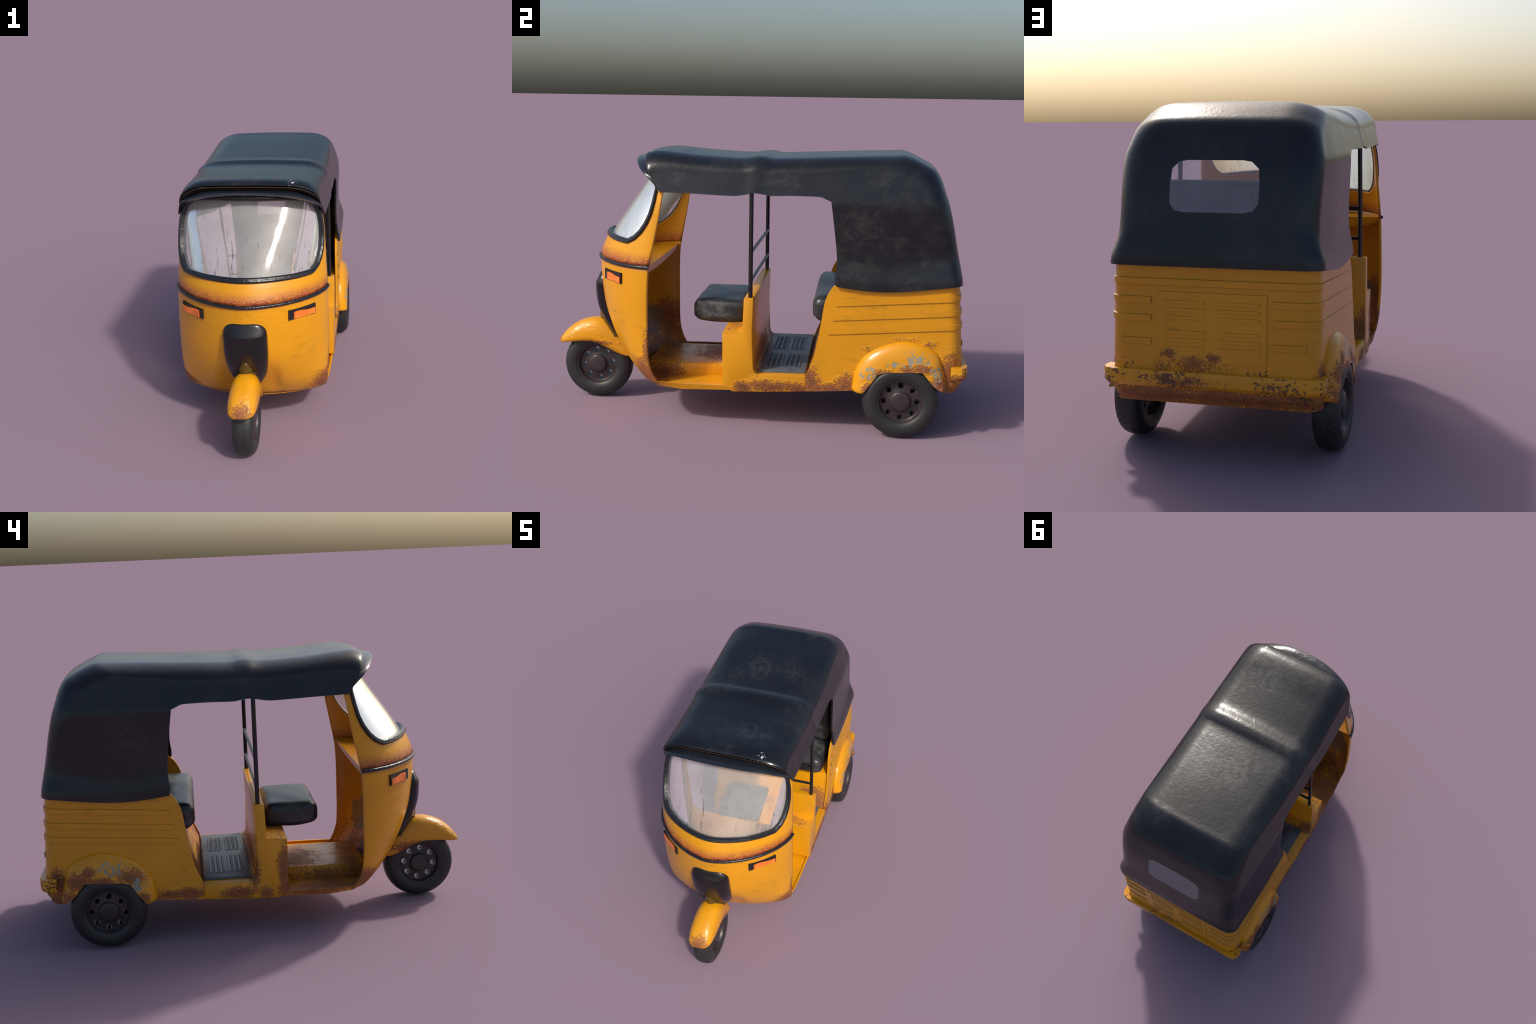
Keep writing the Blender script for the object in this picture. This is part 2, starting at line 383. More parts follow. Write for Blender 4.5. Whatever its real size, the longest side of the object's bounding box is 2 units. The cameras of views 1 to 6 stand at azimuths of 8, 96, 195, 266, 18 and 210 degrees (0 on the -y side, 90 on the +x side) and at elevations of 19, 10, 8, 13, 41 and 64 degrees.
M['canopy'] = leather('black_canopy_cloth', dust=0.34, rough=0.235, spots=((0.212, -0.462, 1.262), (0.03, 0.05, 0.04)), dustcol=(0.075, 0.075, 0.074),
    dustpatch=[((0.37, 0.50, 0.95), (0.06, 0.15, 0.15)), ((0.37, 0.66, 0.88), (0.06, 0.22, 0.16), 0.6), ((0.37, -0.35, 1.17), (0.06, 0.14, 0.07)), ((0.36, 0.14, 1.15), (0.06, 0.16, 0.06)), ((0.36, 0.62, 1.17), (0.08, 0.12, 0.06)), ((0.38, 0.80, 0.80), (0.04, 0.12, 0.06)),
               ((0.16, 0.30, 1.25), (0.10, 0.10, 0.05)), ((0.18, 0.72, 1.25), (0.10, 0.10, 0.05)), ((-0.05, 0.3, 1.25), (0.16, 0.16, 0.05)), ((0.1, -0.3, 1.25), (0.2, 0.12, 0.05))])
M['canopy_in'] = plain('canopy_lining', (0.012, 0.012, 0.013), 0.8)
M['visor'] = leather('glossy_black_visor', base=(0.013, 0.016, 0.023), dust=0.12, rough=0.2, grain=1.8)
M['trim'] = plain('amber_trim', (0.035, 0.017, 0.006), 0.5)
M['rubber'] = plain('black_rubber_seal', (0.011, 0.013, 0.017), 0.15, 0.9, scale=75)
M['cover'] = plain('black_gloss_cover', (0.008, 0.007, 0.009), 0.2)
M['pole'] = plain('black_pole_paint', (0.010, 0.010, 0.012), 0.33)
M['fork'] = plain('olive_fork_paint', (0.075, 0.045, 0.003), 0.2)
M['dark'] = plain('underbody_black', (0.018, 0.017, 0.017), 0.7)
M['tire'] = plain('tyre_rubber', (0.021, 0.022, 0.022), 0.46, 0.15, scale=120)
M['rim'] = plain('dark_wheel_metal', (0.037, 0.027, 0.028), 0.36, 0.05)
M['seat'] = leather('black_seat_vinyl', base=(0.020, 0.022, 0.025), dust=1.2, rough=0.30, grain=0.8,
    dustpatch=[((0.2, -0.2, 0.50), (0.05, 0.14, 0.07)), ((0.2, 0.42, 0.63), (0.2, 0.15, 0.05))], dustcol=(0.13, 0.13, 0.125))
M['orange'] = plain('orange_lens', (0.86, 0.19, 0.028), 0.28, 0.3, scale=60, var=0.30)
M['black'] = plain('black_lamp_housing', (0.008, 0.008, 0.008), 0.5)
M['mat'] = leather('steel_floor_plate', base=(0.105, 0.118, 0.130), dust=0.8, rough=0.34, grain=2.2, dustcol=(0.012, 0.010, 0.009))
M['dark_strip'] = plain('strip_black', (0.004, 0.004, 0.005), 0.6)
M['windshield'] = glass('dusty_windshield_glass', None, 0.30, (0.79, 0.785, 0.77), 0.025)
M['rear_glass'] = glass('dusty_rear_window', None, 0.26, (0.66, 0.66, 0.70), 0.02, False)

# ------------------------------------------------------------------- root
root = bpy.data.objects.new('auto_rickshaw', None); COL.objects.link(root)
root['label'] = 'weathered yellow three-wheeled taxi with black canopy'
root['category'] = 'auto rickshaw'

# ================================================================ FRONT CAB
cab_hw = table([(0.17, .352), (0.2, .364), (0.3, .374), (0.45, .379), (0.74, .374), (0.87, .367), (1.0, .360), (1.06, .354), (1.1, .346), (1.15, .332), (1.2, .312)])
cab_yf = table([(0.17, -.545), (0.2, -.578), (0.27, -.640), (0.34, -.687), (0.423, -.727), (0.514, -.753), (0.571, -.762), (0.647, -.770), (0.745, -.772), (0.79, -.757), (0.85, -.727), (1.113, -.547), (1.2, -.488)])
cab_yr = table([(0.17, -.400), (0.2, -.420), (0.25, -.444), (0.3, -.455), (0.4, -.459), (0.57, -.459), (0.7, -.455), (0.76, -.446), (0.84, -.430), (0.95, -.409), (1.085, -.386), (1.2, -.364)])
EXP = 2 / 1.66

def cab_raw(s, z):
    t = s * PI / 2
    a, yf, yr = cab_hw(z), cab_yf(z), cab_yr(z)
    sn, cs = math.sin(t), max(0.0, math.cos(t))
    x = a * math.copysign(abs(sn) ** EXP, sn)
    y = yr - (yr - yf) * cs ** EXP
    # the cowl folds back along the wheel well, leaving a ridge beside it
    y += 0.018 * sstep(0.170, 0.115, abs(x)) * sstep(0.46, 0.32, z) * sstep(0.2, 0.29, z)
    return Vector((x, y, z))

def cab(s, z, off=0.0):
    p = cab_raw(s, z)
    if off:
        e = 1e-3
        s1, s0 = min(1, s + e), max(-1, s - e)
        du = cab_raw(s1, z) - cab_raw(s0, z); dv = cab_raw(s, z + e) - cab_raw(s, z - e)
        n = du.cross(dv).normalized()
        if n.y > 0 and abs(s) < 0.9: n = -n
        if n.x * s < 0 and abs(s) >= 0.9: n = -n
        p = p + n * off
    return p

def out_cab(c): return (c[0] * 1.5, c[1] + 0.30, 0)

# lower cowl
zs = [0.186, 0.193, 0.200, 0.215, 0.235, 0.26, 0.28, 0.30, 0.32, 0.34, 0.36, 0.385, 0.41, 0.435, 0.46, 0.49, 0.52, 0.56, 0.60, 0.64, 0.68, 0.715, 0.745]
ss = [-1 + 2 * i / 72 for i in range(73)]
rows = [[cab(s, z) for s in ss] for z in zs]
cowl = sheet('front_cowl', rows, root, [M['cowl'], M['cowl_inside']], 0.012, 50, outward=out_cab, matoff=1)

# outline of the windshield opening in (s, z)
half = [(0, .862), (.3, .860), (.5, .857), (.653, .856), (.715, .874), (.765, .902), (.805, .94), (.83, .985), (.836, 1.04), (.826, 1.09), (.78, 1.135), (.66, 1.162), (.35, 1.178), (0, 1.182)]
full = half + [(-a, b) for a, b in half[-2:0:-1]]
# add points between for smooth curvature
def refine(poly, n):
    out = []
    for i in range(len(poly)):
        a, b = poly[i], poly[(i + 1) % len(poly)]
        for k in range(n): out.append((lerp(a[0], b[0], k / n), lerp(a[1], b[1], k / n)))
    return out
SC = 0.46
def offset_outline(poly, d):
    n = len(poly); out = []
    for i in range(n):
        a, b = poly[i - 1], poly[(i + 1) % n]
        tx, tz = (b[0] - a[0]) * SC, b[1] - a[1]
        L = math.hypot(tx, tz); nx, nz = tz / L, -tx / L
        out.append((clamp(poly[i][0] + nx * d / SC, -.97, .97), poly[i][1] + nz * d))
    return out
opening = refine(full, 4)
frame_out = offset_outline(opening, 0.021)

# upper shell: radial strips from the opening to the edges of the shell
Z0, Z1 = 0.745, 1.188
def to_rect(p):
    cx, cz = 0, 1.0
    dx, dz = p[0] - cx, p[1] - cz
    k = min((1 / abs(dx)) if abs(dx) > 1e-9 else 1e9, ((Z1 - cz) / dz) if dz > 1e-9 else ((Z0 - cz) / dz if dz < -1e-9 else 1e9))
    return (cx + dx * k, cz + dz * k)
ring0 = offset_outline(opening, 0.004)
# make sure the corners of the shell are hit
def ang(p): return math.atan2(p[1] - 1.0, p[0])
ringR = [to_rect(p) for p in ring0]
for corner in ((1, Z0), (-1, Z0), (1, Z1), (-1, Z1)):
    i = min(range(len(ringR)), key=lambda k: (ringR[k][0] - corner[0]) ** 2 + (ringR[k][1] - corner[1]) ** 2)
    ringR[i] = corner
rows = []
for k in range(9):
    f = k / 8
    rows.append([cab(lerp(a[0], b[0], f), lerp(a[1], b[1], f)) for a, b in zip(ring0, ringR)])
shell = sheet('windshield_surround', rows, root, [M['cowl'], M['cowl_inside']], 0.010, 50, close_u=True, outward=out_cab, matoff=1)

# black rubber frame: proud band around the glass
prof = [(0.0, -.012), (0.0, .006), (0.25, .012), (0.75, .012), (1.0, .005), (1.0, -.006)]
rows = []
inner = offset_outline(opening, -0.003)
for f, o in prof:
    rows.append([cab(lerp(a[0], b[0], f), lerp(a[1], b[1], f), o) for a, b in zip(inner, frame_out)])
V, F = grid(rows + [rows[0]], True)
add('windshield_seal', mesh('windshield_seal', V, F, 40), root, M['rubber'])

# glass pane, set back in its frame
rows = []
for k in range(13):
    f = 1 - k / 12 * 0.999
    rows.append([cab(p[0] * f, 1.01 + (p[1] - 1.01) * f, -0.013) for p in opening])
pane = sheet('windshield', rows, root, M['windshield'], 0.0, 80, close_u=True, outward=out_cab)

pane.data.flip_normals()

# black moulding between upper and lower cowl
tube('cowl_moulding', [cab(s * 0.998, 0.737, 0.002) for s in ss], 0.0085, root, M['rubber'], 10)

# dashboard shelf with a rolled rear lip
rows = []
xs = [-1 + 2 * i / 40 for i in range(41)]
prof = [(0, 0), (0.25, 0), (0.5, 0), (0.75, 0), (1, 0)]
def shelf_pt(u, f):
    p = cab(u, 0.735, -0.008)
    back = -0.462
    return Vector((p.x, lerp(p.y, back, f), 0.735))
rows = [[shelf_pt(u, f) for u in xs] for f in (0, .3, .6, .85, 1)]
for k in range(1, 7):
    a = k / 6
    r = []
    for u in xs:
        p = shelf_pt(u, 1); h = 0.012 + 0.055 * (1 - abs(u) ** 2.2)
        r.append(Vector((p.x, p.y - 0.05 * h / 0.067 * (1 - math.cos(a * PI / 2)) , p.z - h * math.sin(a * PI / 2))))
    rows.append(r)
sheet('dashboard_shelf', rows, root, M['cowl_inside'], 0.004, 40, outward=lambda c: (0, 1, 1))

# turn signals: proud black blocks with an orange lens
def face_pt(sg, f, z, off):
    a, b = Vector((0.200, -0.695, 0)), Vector((0.318, -0.588, 0))
    n = Vector((0.67, -0.74, 0))
    p = a.lerp(b, f) + n * off; p.z = z
    p.x *= sg; return p
def lamp(sg, name, f0, f1, z0, z1, o0, o1, mat, parent, wave=0.0):
    V, F = [], []
    fs = [lerp(f0, f1, i / 10) for i in range(11)]
    for o in (o0, o1):
        for i, f in enumerate(fs):
            top = z1 + (wave * math.sin(i / 10 * 5.2 + 0.6) if wave else 0)
            V += [face_pt(sg, f, z0, o), face_pt(sg, f, top, o)]
    n = len(fs) * 2
    for i in range(len(fs) - 1):
        a = i * 2
        F += [(a, a + 1, a + 3, a + 2), (n + a, n + a + 1, n + a + 3, n + a + 2), (a, a + 2, n + a + 2, n + a), (a + 1, a + 3, n + a + 3, n + a + 1)]
    F += [(0, 1, n + 1, n), (n - 2, n - 1, 2 * n - 1, 2 * n - 2)]
    return add(name, mesh(name, V, F, 30), parent, mat)
for sg in (1, -1):
    h = lamp(sg, 'turn_signal', 0.0, 1.0, 0.6485, 0.698, -0.001, 0.0105, M['black'], root)
    lamp(sg, 'signal_lens', 0.17, 0.965, 0.6515, 0.682, 0.0, 0.0145, M['orange'], h, 0.0042)

# glossy black nose cover above the wheel
cw = table([(.27, .045), (.30, .062), (.33, .078), (.37, .092), (.42, .101), (.50, .107), (.58, .107), (.615, .103), (.638, .090), (.650, .070), (.656, .045)])
cf = table([(.27, -.665), (.30, -.690), (.33, -.712), (.375, -.742), (.411, -.763), (.447, -.780), (.511, -.797), (.562, -.801), (.590, -.801), (.600, -.799), (.6015, -.798), (.63, -.783), (.650, -.774), (.656, -.766)])
rows = []
for z in [.27, .285, .30, .315, .33, .35, .37, .39, .41, .44, .47, .50, .53, .56, .58, .59, .600, .612, .62, .63, .64, .646, .650, .653, .656]:
    w = cw(z); r = []
    for i in range(41):
        t = -1 + 2 * i / 40
        x = w * math.sin(t * PI / 2)
        s = math.copysign((math.asin(clamp((w / cab_hw(z)) ** (1 / EXP)))) / (PI / 2), 1)
        yb = cab_raw(s, z).y + 0.012
        y = yb + (cf(z) - yb) * max(0.0, math.cos(t * PI / 2)) ** 0.62
        r.append(Vector((x, y, z)))
    rows.append(r)
sheet('nose_cover', rows, root, M['cover'], 0.0, 28, outward=lambda c: (c[0], -1, 0.2))

# fork sleeve in front of the nose cover
axis = [(0, -.7735, .467), (0, -.773, .4655), (0, -.772, .462), (0, -.770, .456), (0, -.766, .444), (0, -.757, .42), (0, -.747, .40), (0, -.725, .36), (0, -.70, .32)]
sleeve = tube('fork_sleeve', axis, 0, root, M['fork'], 24, rs=[.004, .010, .0155, .020, .025, .034, .041, .052, .058])

for v in sleeve.data.vertices:      # the back of the sleeve lies flat on the cowl
    v.co.y = min(v.co.y, cab_yf(v.co.z) + 0.010)

# front fender (mudguard)
T = [(-1.0, .281), (-.982, .313), (-.931, .363), (-.87, .394), (-.806, .406), (-.75, .396), (-.70, .366), (-.66, .322), (-.636, .275), (-.622, .230)]
B = [(-.992, .279), (-.966, .283), (-.915, .290), (-.865, .294), (-.822, .295), (-.787, .286), (-.74, .265), (-.69, .240), (-.655, .226), (-.632, .222)]
W = [.036, .060, .070, .072, .072, .070, .066, .064, .061, .057]
st = catmull([(T[i][0], T[i][1], 0) for i in range(10)], 4); sb = catmull([(B[i][0], B[i][1], 0) for i in range(10)], 4); sw = catmull([(W[i], 0, 0) for i in range(10)], 4)
rows = []
for p, q, w in zip(st, sb, sw):
    r = []
    for i in range(25):
        t = -1 + 2 * i / 24; a = t * PI / 2
        x = w.x * math.copysign(abs(math.sin(a)) ** 0.72, t); k = max(0, math.cos(a)) ** 0.80
        r.append(Vector((x, lerp(q.x, p.x, k), lerp(q.y, p.y, k))))
    rows.append(r)
sheet('front_fender', rows, root, M['front_fender'], 0.006, 50, outward=lambda c: (c[0], c[1] + .8, c[2] - .2))

# ==================================================================== WHEELS
R = 0.172
def build_tyre():
    # half profile (x, r) from bead to crown
    prof = [(.040, .098), (.046, .104), (.0505, .116), (.052, .130), (.0505, .143), (.0485, .1475), (.0465, .149), (.046, .1515), (.044, .1570), (.039, .1625), (.032, .1668), (.024, .1695), (.016, .1712), (.008, .1718), (0, .172)]
    prof = prof[:8] + [(p.x, p.y) for p in catmull([(a, b, 0) for a, b in prof[8:]], 2)]
    full = prof + [(-a, b) for a, b in prof[-2::-1]]
    NS, NT_ = 576, 37
    V = []
    for k in range(NS):
        th = 2 * PI * k / NS
        for x, r in full:
            d = 0
            if r > 0.152:
                # gull-wing tread grooves
                ph = th / (2 * PI) * NT_ + - 1.7 * (math.sqrt(x * x + .00005) - .00707) / .044
                fr = abs(ph - math.floor(ph) - 0.5)
                d = 0.0019 * sstep(0.085, 0.035, fr)
            rr = r - d
            V.append((x, rr * math.sin(th), rr * math.cos(th)))
    m = len(full); F = []
    for k in range(NS):
        for j in range(m - 1):
            F.append((k * m + j, k * m + j + 1, ((k + 1) % NS) * m + j + 1, ((k + 1) % NS) * m + j))
    return mesh('tyre', V, F, 60)
def revolve(name, prof, seg=96, ang=35):
    V, F = [], []; m = len(prof)
    for k in range(seg):
        th = 2 * PI * k / seg
        V += [(x, r * math.sin(th), r * math.cos(th)) for x, r in prof]
    for k in range(seg):
        for j in range(m - 1): F.append((k * m + j, k * m + j + 1, ((k + 1) % seg) * m + j + 1, ((k + 1) % seg) * m + j))
    if prof[0][1] < .001: F += [tuple(k * m for k in range(seg)), tuple(k * m + m - 1 for k in range(seg))]
    return mesh(name, V, F, ang)
tyre_me = build_tyre(); tyre_me.materials.append(M['tire'])
half_rim = [(0.042, .0002), (0.0422, .012), (0.042, .038), (.040, .042), (.036, .045), (.030, .0475), (.028, .052), (.027, .0885), (.029, .091), (.034, .093), (.040, .0955), (.043, .097), (.043, .101), (.036, .103)]
rim_me = revolve('rim', half_rim + [(-a, b) for a, b in half_rim[::-1]], 96, 30)
rim_tmp = add('rim_tmp', rim_me, None, None)
# eight lightening holes
bm = bmesh.new()
for k in range(8):
    th = 2 * PI * (k + 0.04) / 8
    mat = Matrix.Translation((0, .0735 * math.sin(th), .0735 * math.cos(th))) @ Matrix.Rotation(PI / 2, 4, 'Y')
    bmesh.ops.create_cone(bm, cap_ends=True, segments=20, radius1=.0142, radius2=.0142, depth=0.12, matrix=mat)
cm = bpy.data.meshes.new('holes'); bm.to_mesh(cm); bm.free()
holes = add('holes', cm, None, None)
cut(rim_tmp, holes, 30)
rim_me = rim_tmp.data; rim_me.name = 'rim'; bpy.data.objects.remove(rim_tmp)
rim_me.materials.clear(); rim_me.materials.append(M['rim'])
for i, (x, y) in enumerate(((0, -.798), (.377, .705), (-.377, .705))):
    wheel = bpy.data.objects.new('wheel', None); COL.objects.link(wheel); wheel.parent = root; wheel.location = (x, y, R)
    wheel.rotation_euler = ((0.14, 0.02, 0.10)[i], 0, 0)
    add('tyre', tyre_me, wheel, None); add('rim', rim_me, wheel, None)
tube('axle', [(-.36, .705, R), (.36, .705, R)], .014, root, M['dark'])
tube('axle', [(-.03, -.798, R), (.03, -.798, R)], .010, root, M['dark'])
tube('fork', [(0.0, -.80, .30), (0, -.745, .345)], .018, root, M['dark'])

# ================================================================= LOWER BODY
HW = 0.381
prof = [(-.107, .206), (-.062, .172), (.10, .178), (.276, .188), (.276, .260), (.055, .257), (.040, .268), (.034, .285), (.027, .45), (.032, .612), (-.011, .612), (-.017, .456), (-.109, .451)]
prism('bulkhead', prof, 'x', -HW, HW, root, M['sill'], 0.003)

# front floor pan: follows the bottom of the cowl
N = 24
top, bot = [], []
for i in range(N + 1):
    s = -1 + 2 * i / N
    p = cab_raw(s, 0.2); top.append(Vector((p.x * .997, p.y + 0.004, 0.196)))
    bot.append(Vector((p.x * .93, -0.40 + (p.y + 0.42) * .72, 0.168)))
top = [Vector((-.376, -.072, .196))] + [Vector((-.372, -.3, .196))] + top + [Vector((.372, -.3, .196)), Vector((.376, -.072, .196))]
bot = [Vector((-.370, -.066, .176))] + [Vector((-.366, -.3, .168))] + bot + [Vector((.366, -.3, .168)), Vector((.370, -.066, .176))]
n = len(top)
V = [*top, *bot, *[Vector((v.x * .972, v.y + (0.006 if abs(v.x) < .36 and v.y < -.42 else 0), .196)) for v in top], *[Vector((v.x * .968, v.y + (0.008 if abs(v.x) < .36 and v.y < -.42 else 0), .184)) for v in top]]
F = [(i, i + 1, n + i + 1, n + i) for i in range(n - 1)] + [(i, i + 1, 2 * n + i + 1, 2 * n + i) for i in range(n - 1)] + [(2 * n + i, 2 * n + i + 1, 3 * n + i + 1, 3 * n + i) for i in range(n - 1)]
F += [tuple(range(n, 2 * n)), tuple(range(3 * n, 4 * n))]
add('floor_pan', mesh('floor_pan', V, F, 30), root, M['floor'])
# raised step along the middle of the cab floor
prism('floor_step', [(-.185, .18), (-.178, .234), (-.170, .240), (.170, .240), (.178, .234), (.185, .18)], 'y', -.50, -.108, root, M['floor'], 0.003)

# rear body shell: two side panels and the tail in one wrap
yfe = table([(.18, .276), (.264, .277), (.30, .290), (.352, .311), (.432, .327), (.504, .339), (.586, .351), (.614, .357), (.664, .380), (.684, .396), (.705, .43), (.73, .50)])
b_hw = table([(.18, .380), (.25, .382), (.45, .381), (.60, .378), (.74, .374)])
b_yr = table([(.18, .955), (.212, .968), (.235, .982), (.28, .981), (.33, .977), (.5, .966), (.68, .954), (.74, .950)])
RC = 0.058
def body_plan(z, y0=None, xe=None, n_side=26, n_arc=10, n_rear=14, off=0.0):
    """right half of the plan line at height z: side from y0, corner, tail to x = xe"""
    hw, yr = b_hw(z), b_yr(z); y0 = yfe(z) if y0 is None else y0; xe = 0.0 if xe is None else xe
    P = []
    for i in range(n_side): P.append((hw + off, lerp(y0, yr - RC, i / n_side)))
    for i in range(n_arc):
        a = i / n_arc * PI / 2
        P.append((hw - RC + (RC + off) * math.cos(a), yr - RC + (RC + off) * math.sin(a)))
    for i in range(n_rear + 1): P.append((lerp(hw - RC, xe, i / n_rear), yr + off))
    return P
rows = []
for k in range(45):
    f = k / 44
    r = []
    zz = lerp(.19, .722, f)
    for x, y in body_plan(zz):
        zb = lerp(.188, .212, clamp((y - .276) / .35))
        r.append(Vector((x, y, lerp(zb, .722, f))))
    rows.append(r + [Vector((-p.x, p.y, p.z)) for p in r[-2::-1]])
body = sheet('rear_body', rows, root, M['body'], 0.012, 40, outward=lambda c: (c[0], c[1] - .5, 0))
bpy.context.view_layer.update(); bake(body, 40)
for sg in (1, -1):
    bm = bmesh.new()
    bmesh.ops.create_cone(bm, cap_ends=True, segments=48, radius1=.188, radius2=.188, depth=.14, matrix=Matrix.Translation((sg * .39, .705, .172)) @ Matrix.Rotation(PI / 2, 4, 'Y'))
    me = bpy.data.meshes.new('well'); bm.to_mesh(me); bm.free()
    cut(body, add('well', me, None, None), 40)
if len(body.data.materials) == 0: body.data.materials.append(M['body'])

# pressed ribs round the body
def rib(name, pts_fn, hgt, proud, parent, mat):
    """pts_fn(off) -> list of (x, y, z) along the rib at a given outward offset"""
    rows = []
    for o, dz in ((-.003, -hgt / 2 - .0010), (proud, -hgt / 2 + .0018), (proud, -hgt / 2 + .004), (proud, hgt / 2 - .0014), (-.003, hgt / 2 + .0006)):
        rows.append([Vector((p[0], p[1], p[2] + dz)) for p in pts_fn(o)])
    V, F = grid(rows)
    m = len(rows[0])
    F.append(tuple(k * m for k in range(5))); F.append(tuple(k * m + m - 1 for k in range(5)))
    ob = add(name, mesh(name, V, F, 12), parent, [mat, M['relief_shade'], M['relief_shade_top']])
    for p in ob.data.polygons:      # edge shade is painted on the lower flank and the end faces
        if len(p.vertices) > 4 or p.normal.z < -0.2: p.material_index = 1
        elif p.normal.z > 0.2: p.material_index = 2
    return ob
def side_rib(sg, z0, y0, xe):
    def fn(o):
        out = []
        for x, y in body_plan(z0 + .04, y0, xe, 16, 10, 8, o):
            out.append((sg * x, y, z0 + .075 * (min(y, .95) - .4)))
        return out
    return fn
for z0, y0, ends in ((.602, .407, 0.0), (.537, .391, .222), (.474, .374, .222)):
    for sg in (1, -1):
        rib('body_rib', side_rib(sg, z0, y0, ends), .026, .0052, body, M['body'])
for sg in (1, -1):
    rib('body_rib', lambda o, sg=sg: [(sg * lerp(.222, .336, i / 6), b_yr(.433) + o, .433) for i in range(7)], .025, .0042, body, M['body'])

# tail hatch with louvres
yt = lambda z: b_yr(z)
def slab(name, x0, x1, z0, z1, d, parent, mat):
    V = []
    for x, z, o in ((x0, z0, -.004), (x1, z0, -.004), (x1, z1, -.004), (x0, z1, -.004)):
        V.append((x, yt(z) + o, z))
    i = .0018
    for x, z in ((x0 + i, z0 + i), (x1 - i, z0 + i), (x1 - i, z1 - i), (x0 + i, z1 - i)):
        V.append((x, yt(z) + d, z))
    F = [(4, 5, 6, 7), (0, 1, 2, 3)] + [(k, (k + 1) % 4, 4 + (k + 1) % 4, 4 + k) for k in range(4)]
    ob = add(name, mesh(name, V, F, 10), parent, [mat, M['relief_shade'], M['relief_shade_top']])
    for p in ob.data.polygons:  # same painted edge shade on hatch and louvre flanks
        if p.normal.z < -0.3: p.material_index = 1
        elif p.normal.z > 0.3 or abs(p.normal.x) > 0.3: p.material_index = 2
    return ob
hatch = slab('tail_hatch', -.2, .2, .368, .612, .0042, body, M['body'])
for sg in (-1, 1):
    for zc in (.576, .5495, .522, .4715, .444, .416):
        slab('louvre', *sorted((sg * .022, sg * .175)), zc - .0068, zc + .0068, .0070, hatch, M['body'])

# rear bumper: wraps round the corners
path = [(.402, .925), (.407, .95), (.404, .972), (.388, .992), (.365, 1.0)]
bp = path + [(-x, y) for x, y in path[::-1]]
inner_p = [(.372, .925), (.37, .95), (.366, .965), (.36, .97), (.35, .974)]
ip = inner_p + [(-x, y) for x, y in inner_p[::-1]]
rows = [[Vector((x, y, .333 if abs(x) < .38 else .330)) for x, y in ip], [Vector((x * .998, y - .002, .335)) for x, y in bp], [Vector((x, y, .331)) for x, y in bp],
        [Vector((x, y, .288)) for x, y in bp], [Vector((x * .985, y - .008, .276)) for x, y in bp], [Vector((x, y, .272)) for x, y in ip]]
V, F = grid(rows); m = len(bp)
F.append(tuple(k * m for k in range(6))); F.append(tuple(k * m + m - 1 for k in range(6)))
add('rear_bumper', mesh('rear_bumper', V, F, 30), root, M['bumper'])

# rear fenders
L_ = [(.536, .204), (.568, .250), (.600, .297), (.632, .307), (.663, .309), (.73, .313), (.797, .314), (.825, .282), (.851, .250), (.888, .229)]
T_ = [(.482, .212), (.487, .262), (.499, .312), (.537, .372), (.603, .416), (.689, .443), (.775, .440), (.862, .398), (.890, .330), (.912, .240)]
for sg in (1, -1):
    rows = []
    for i in range(9):
        for k in range(4 if i < 8 else 5):
            f = k / 4
            l = [lerp(L_[i][j], L_[i + 1][j], f) for j in (0, 1)]
            tt = catmull([(p[0], p[1], 0) for p in T_], 4)[i * 4 + k]
            r = [Vector((sg * .395, l[0] + (.705 - l[0]) * .03, l[1] + .004))]
            for q in range(13):
                w = q / 12
                r.append(Vector((sg * (.372 + .056 * (1 - w ** 2.6) ** 0.62), lerp(l[0], tt.x, w), lerp(l[1], tt.y, w))))
            rows.append(r)
    sheet('rear_fender', rows, root, M['fender'], 0.006, 45, outward=lambda c, sg=sg: (sg, 0, .4))

# hidden underbody and wheel tubs
box('chassis', -.27, .27, .45, .95, .235, .44, root, M['dark'])
box('underbody_pan', -.368, .368,   .268, .50, .205, .250, root, M['dark'])
box('underbody_pan', -.36, .36, .905, .955, .222, .40, root, M['dark'])
for sg in (-1, 1): box('wheel_tub', *sorted((sg * .29, sg * .366)), .50, .92, .375, .45, root, M['dark'])

# ================================================================== INTERIOR
prism('seat_base', [(.279, .243), (.283, .262), (.300, .30), (.322, .352), (.338, .432), (.348, .49), (.62, .49), (.62, .243)], 'x', -.3705, .3705, root, M['seatbase'], 0.002)
cushion('driver_seat', (.40, .25, .112), (0, -.153, .502), root, M['seat'], .012, .014, .034, 1)
rs = cushion('rear_seat', (.665, .27, .135), (0, .432, .553), root, M['seat'], .008, .03, .040, 2)
bk = cushion('rear_backrest', (.66, .09, .34), (0, 0, 0), root, M['seat'], 0.0, 0.0, .035, 3)
bk.location = (0, .56, .785); bk.rotation_euler = (-.10, 0, 0)

# steel tread plate on the passenger floor
plate = box('floor_plate', -.330, .340, .060, .272, .254, .270, root, M['mat'], .002)
for xa, xb in ((.275, .055), (-.02, -.27)):
    for y in (.228, .205, .182, .141, .118, .094):
        box('plate_dark_strip', xb, xa, y - .0022, y + .0022, .2685, .2712, plate, M['dark_strip'])  # dark strips laid on the plate in place of cut grooves
        box('plate_dark_strip', xb + .010, xa - .010, y + .0145, y + .0158, .2685, .2711, plate, M['dark_strip'])
        box('plate_dark_strip', xb + .010, xa - .010, y - .0068, y - .0055, .2685, .2711, plate, M['dark_strip'])
        box('plate_rib', xb + .004, xa - .004, y + .0065, y + .0115, .2685, .2735, plate, M['mat'])

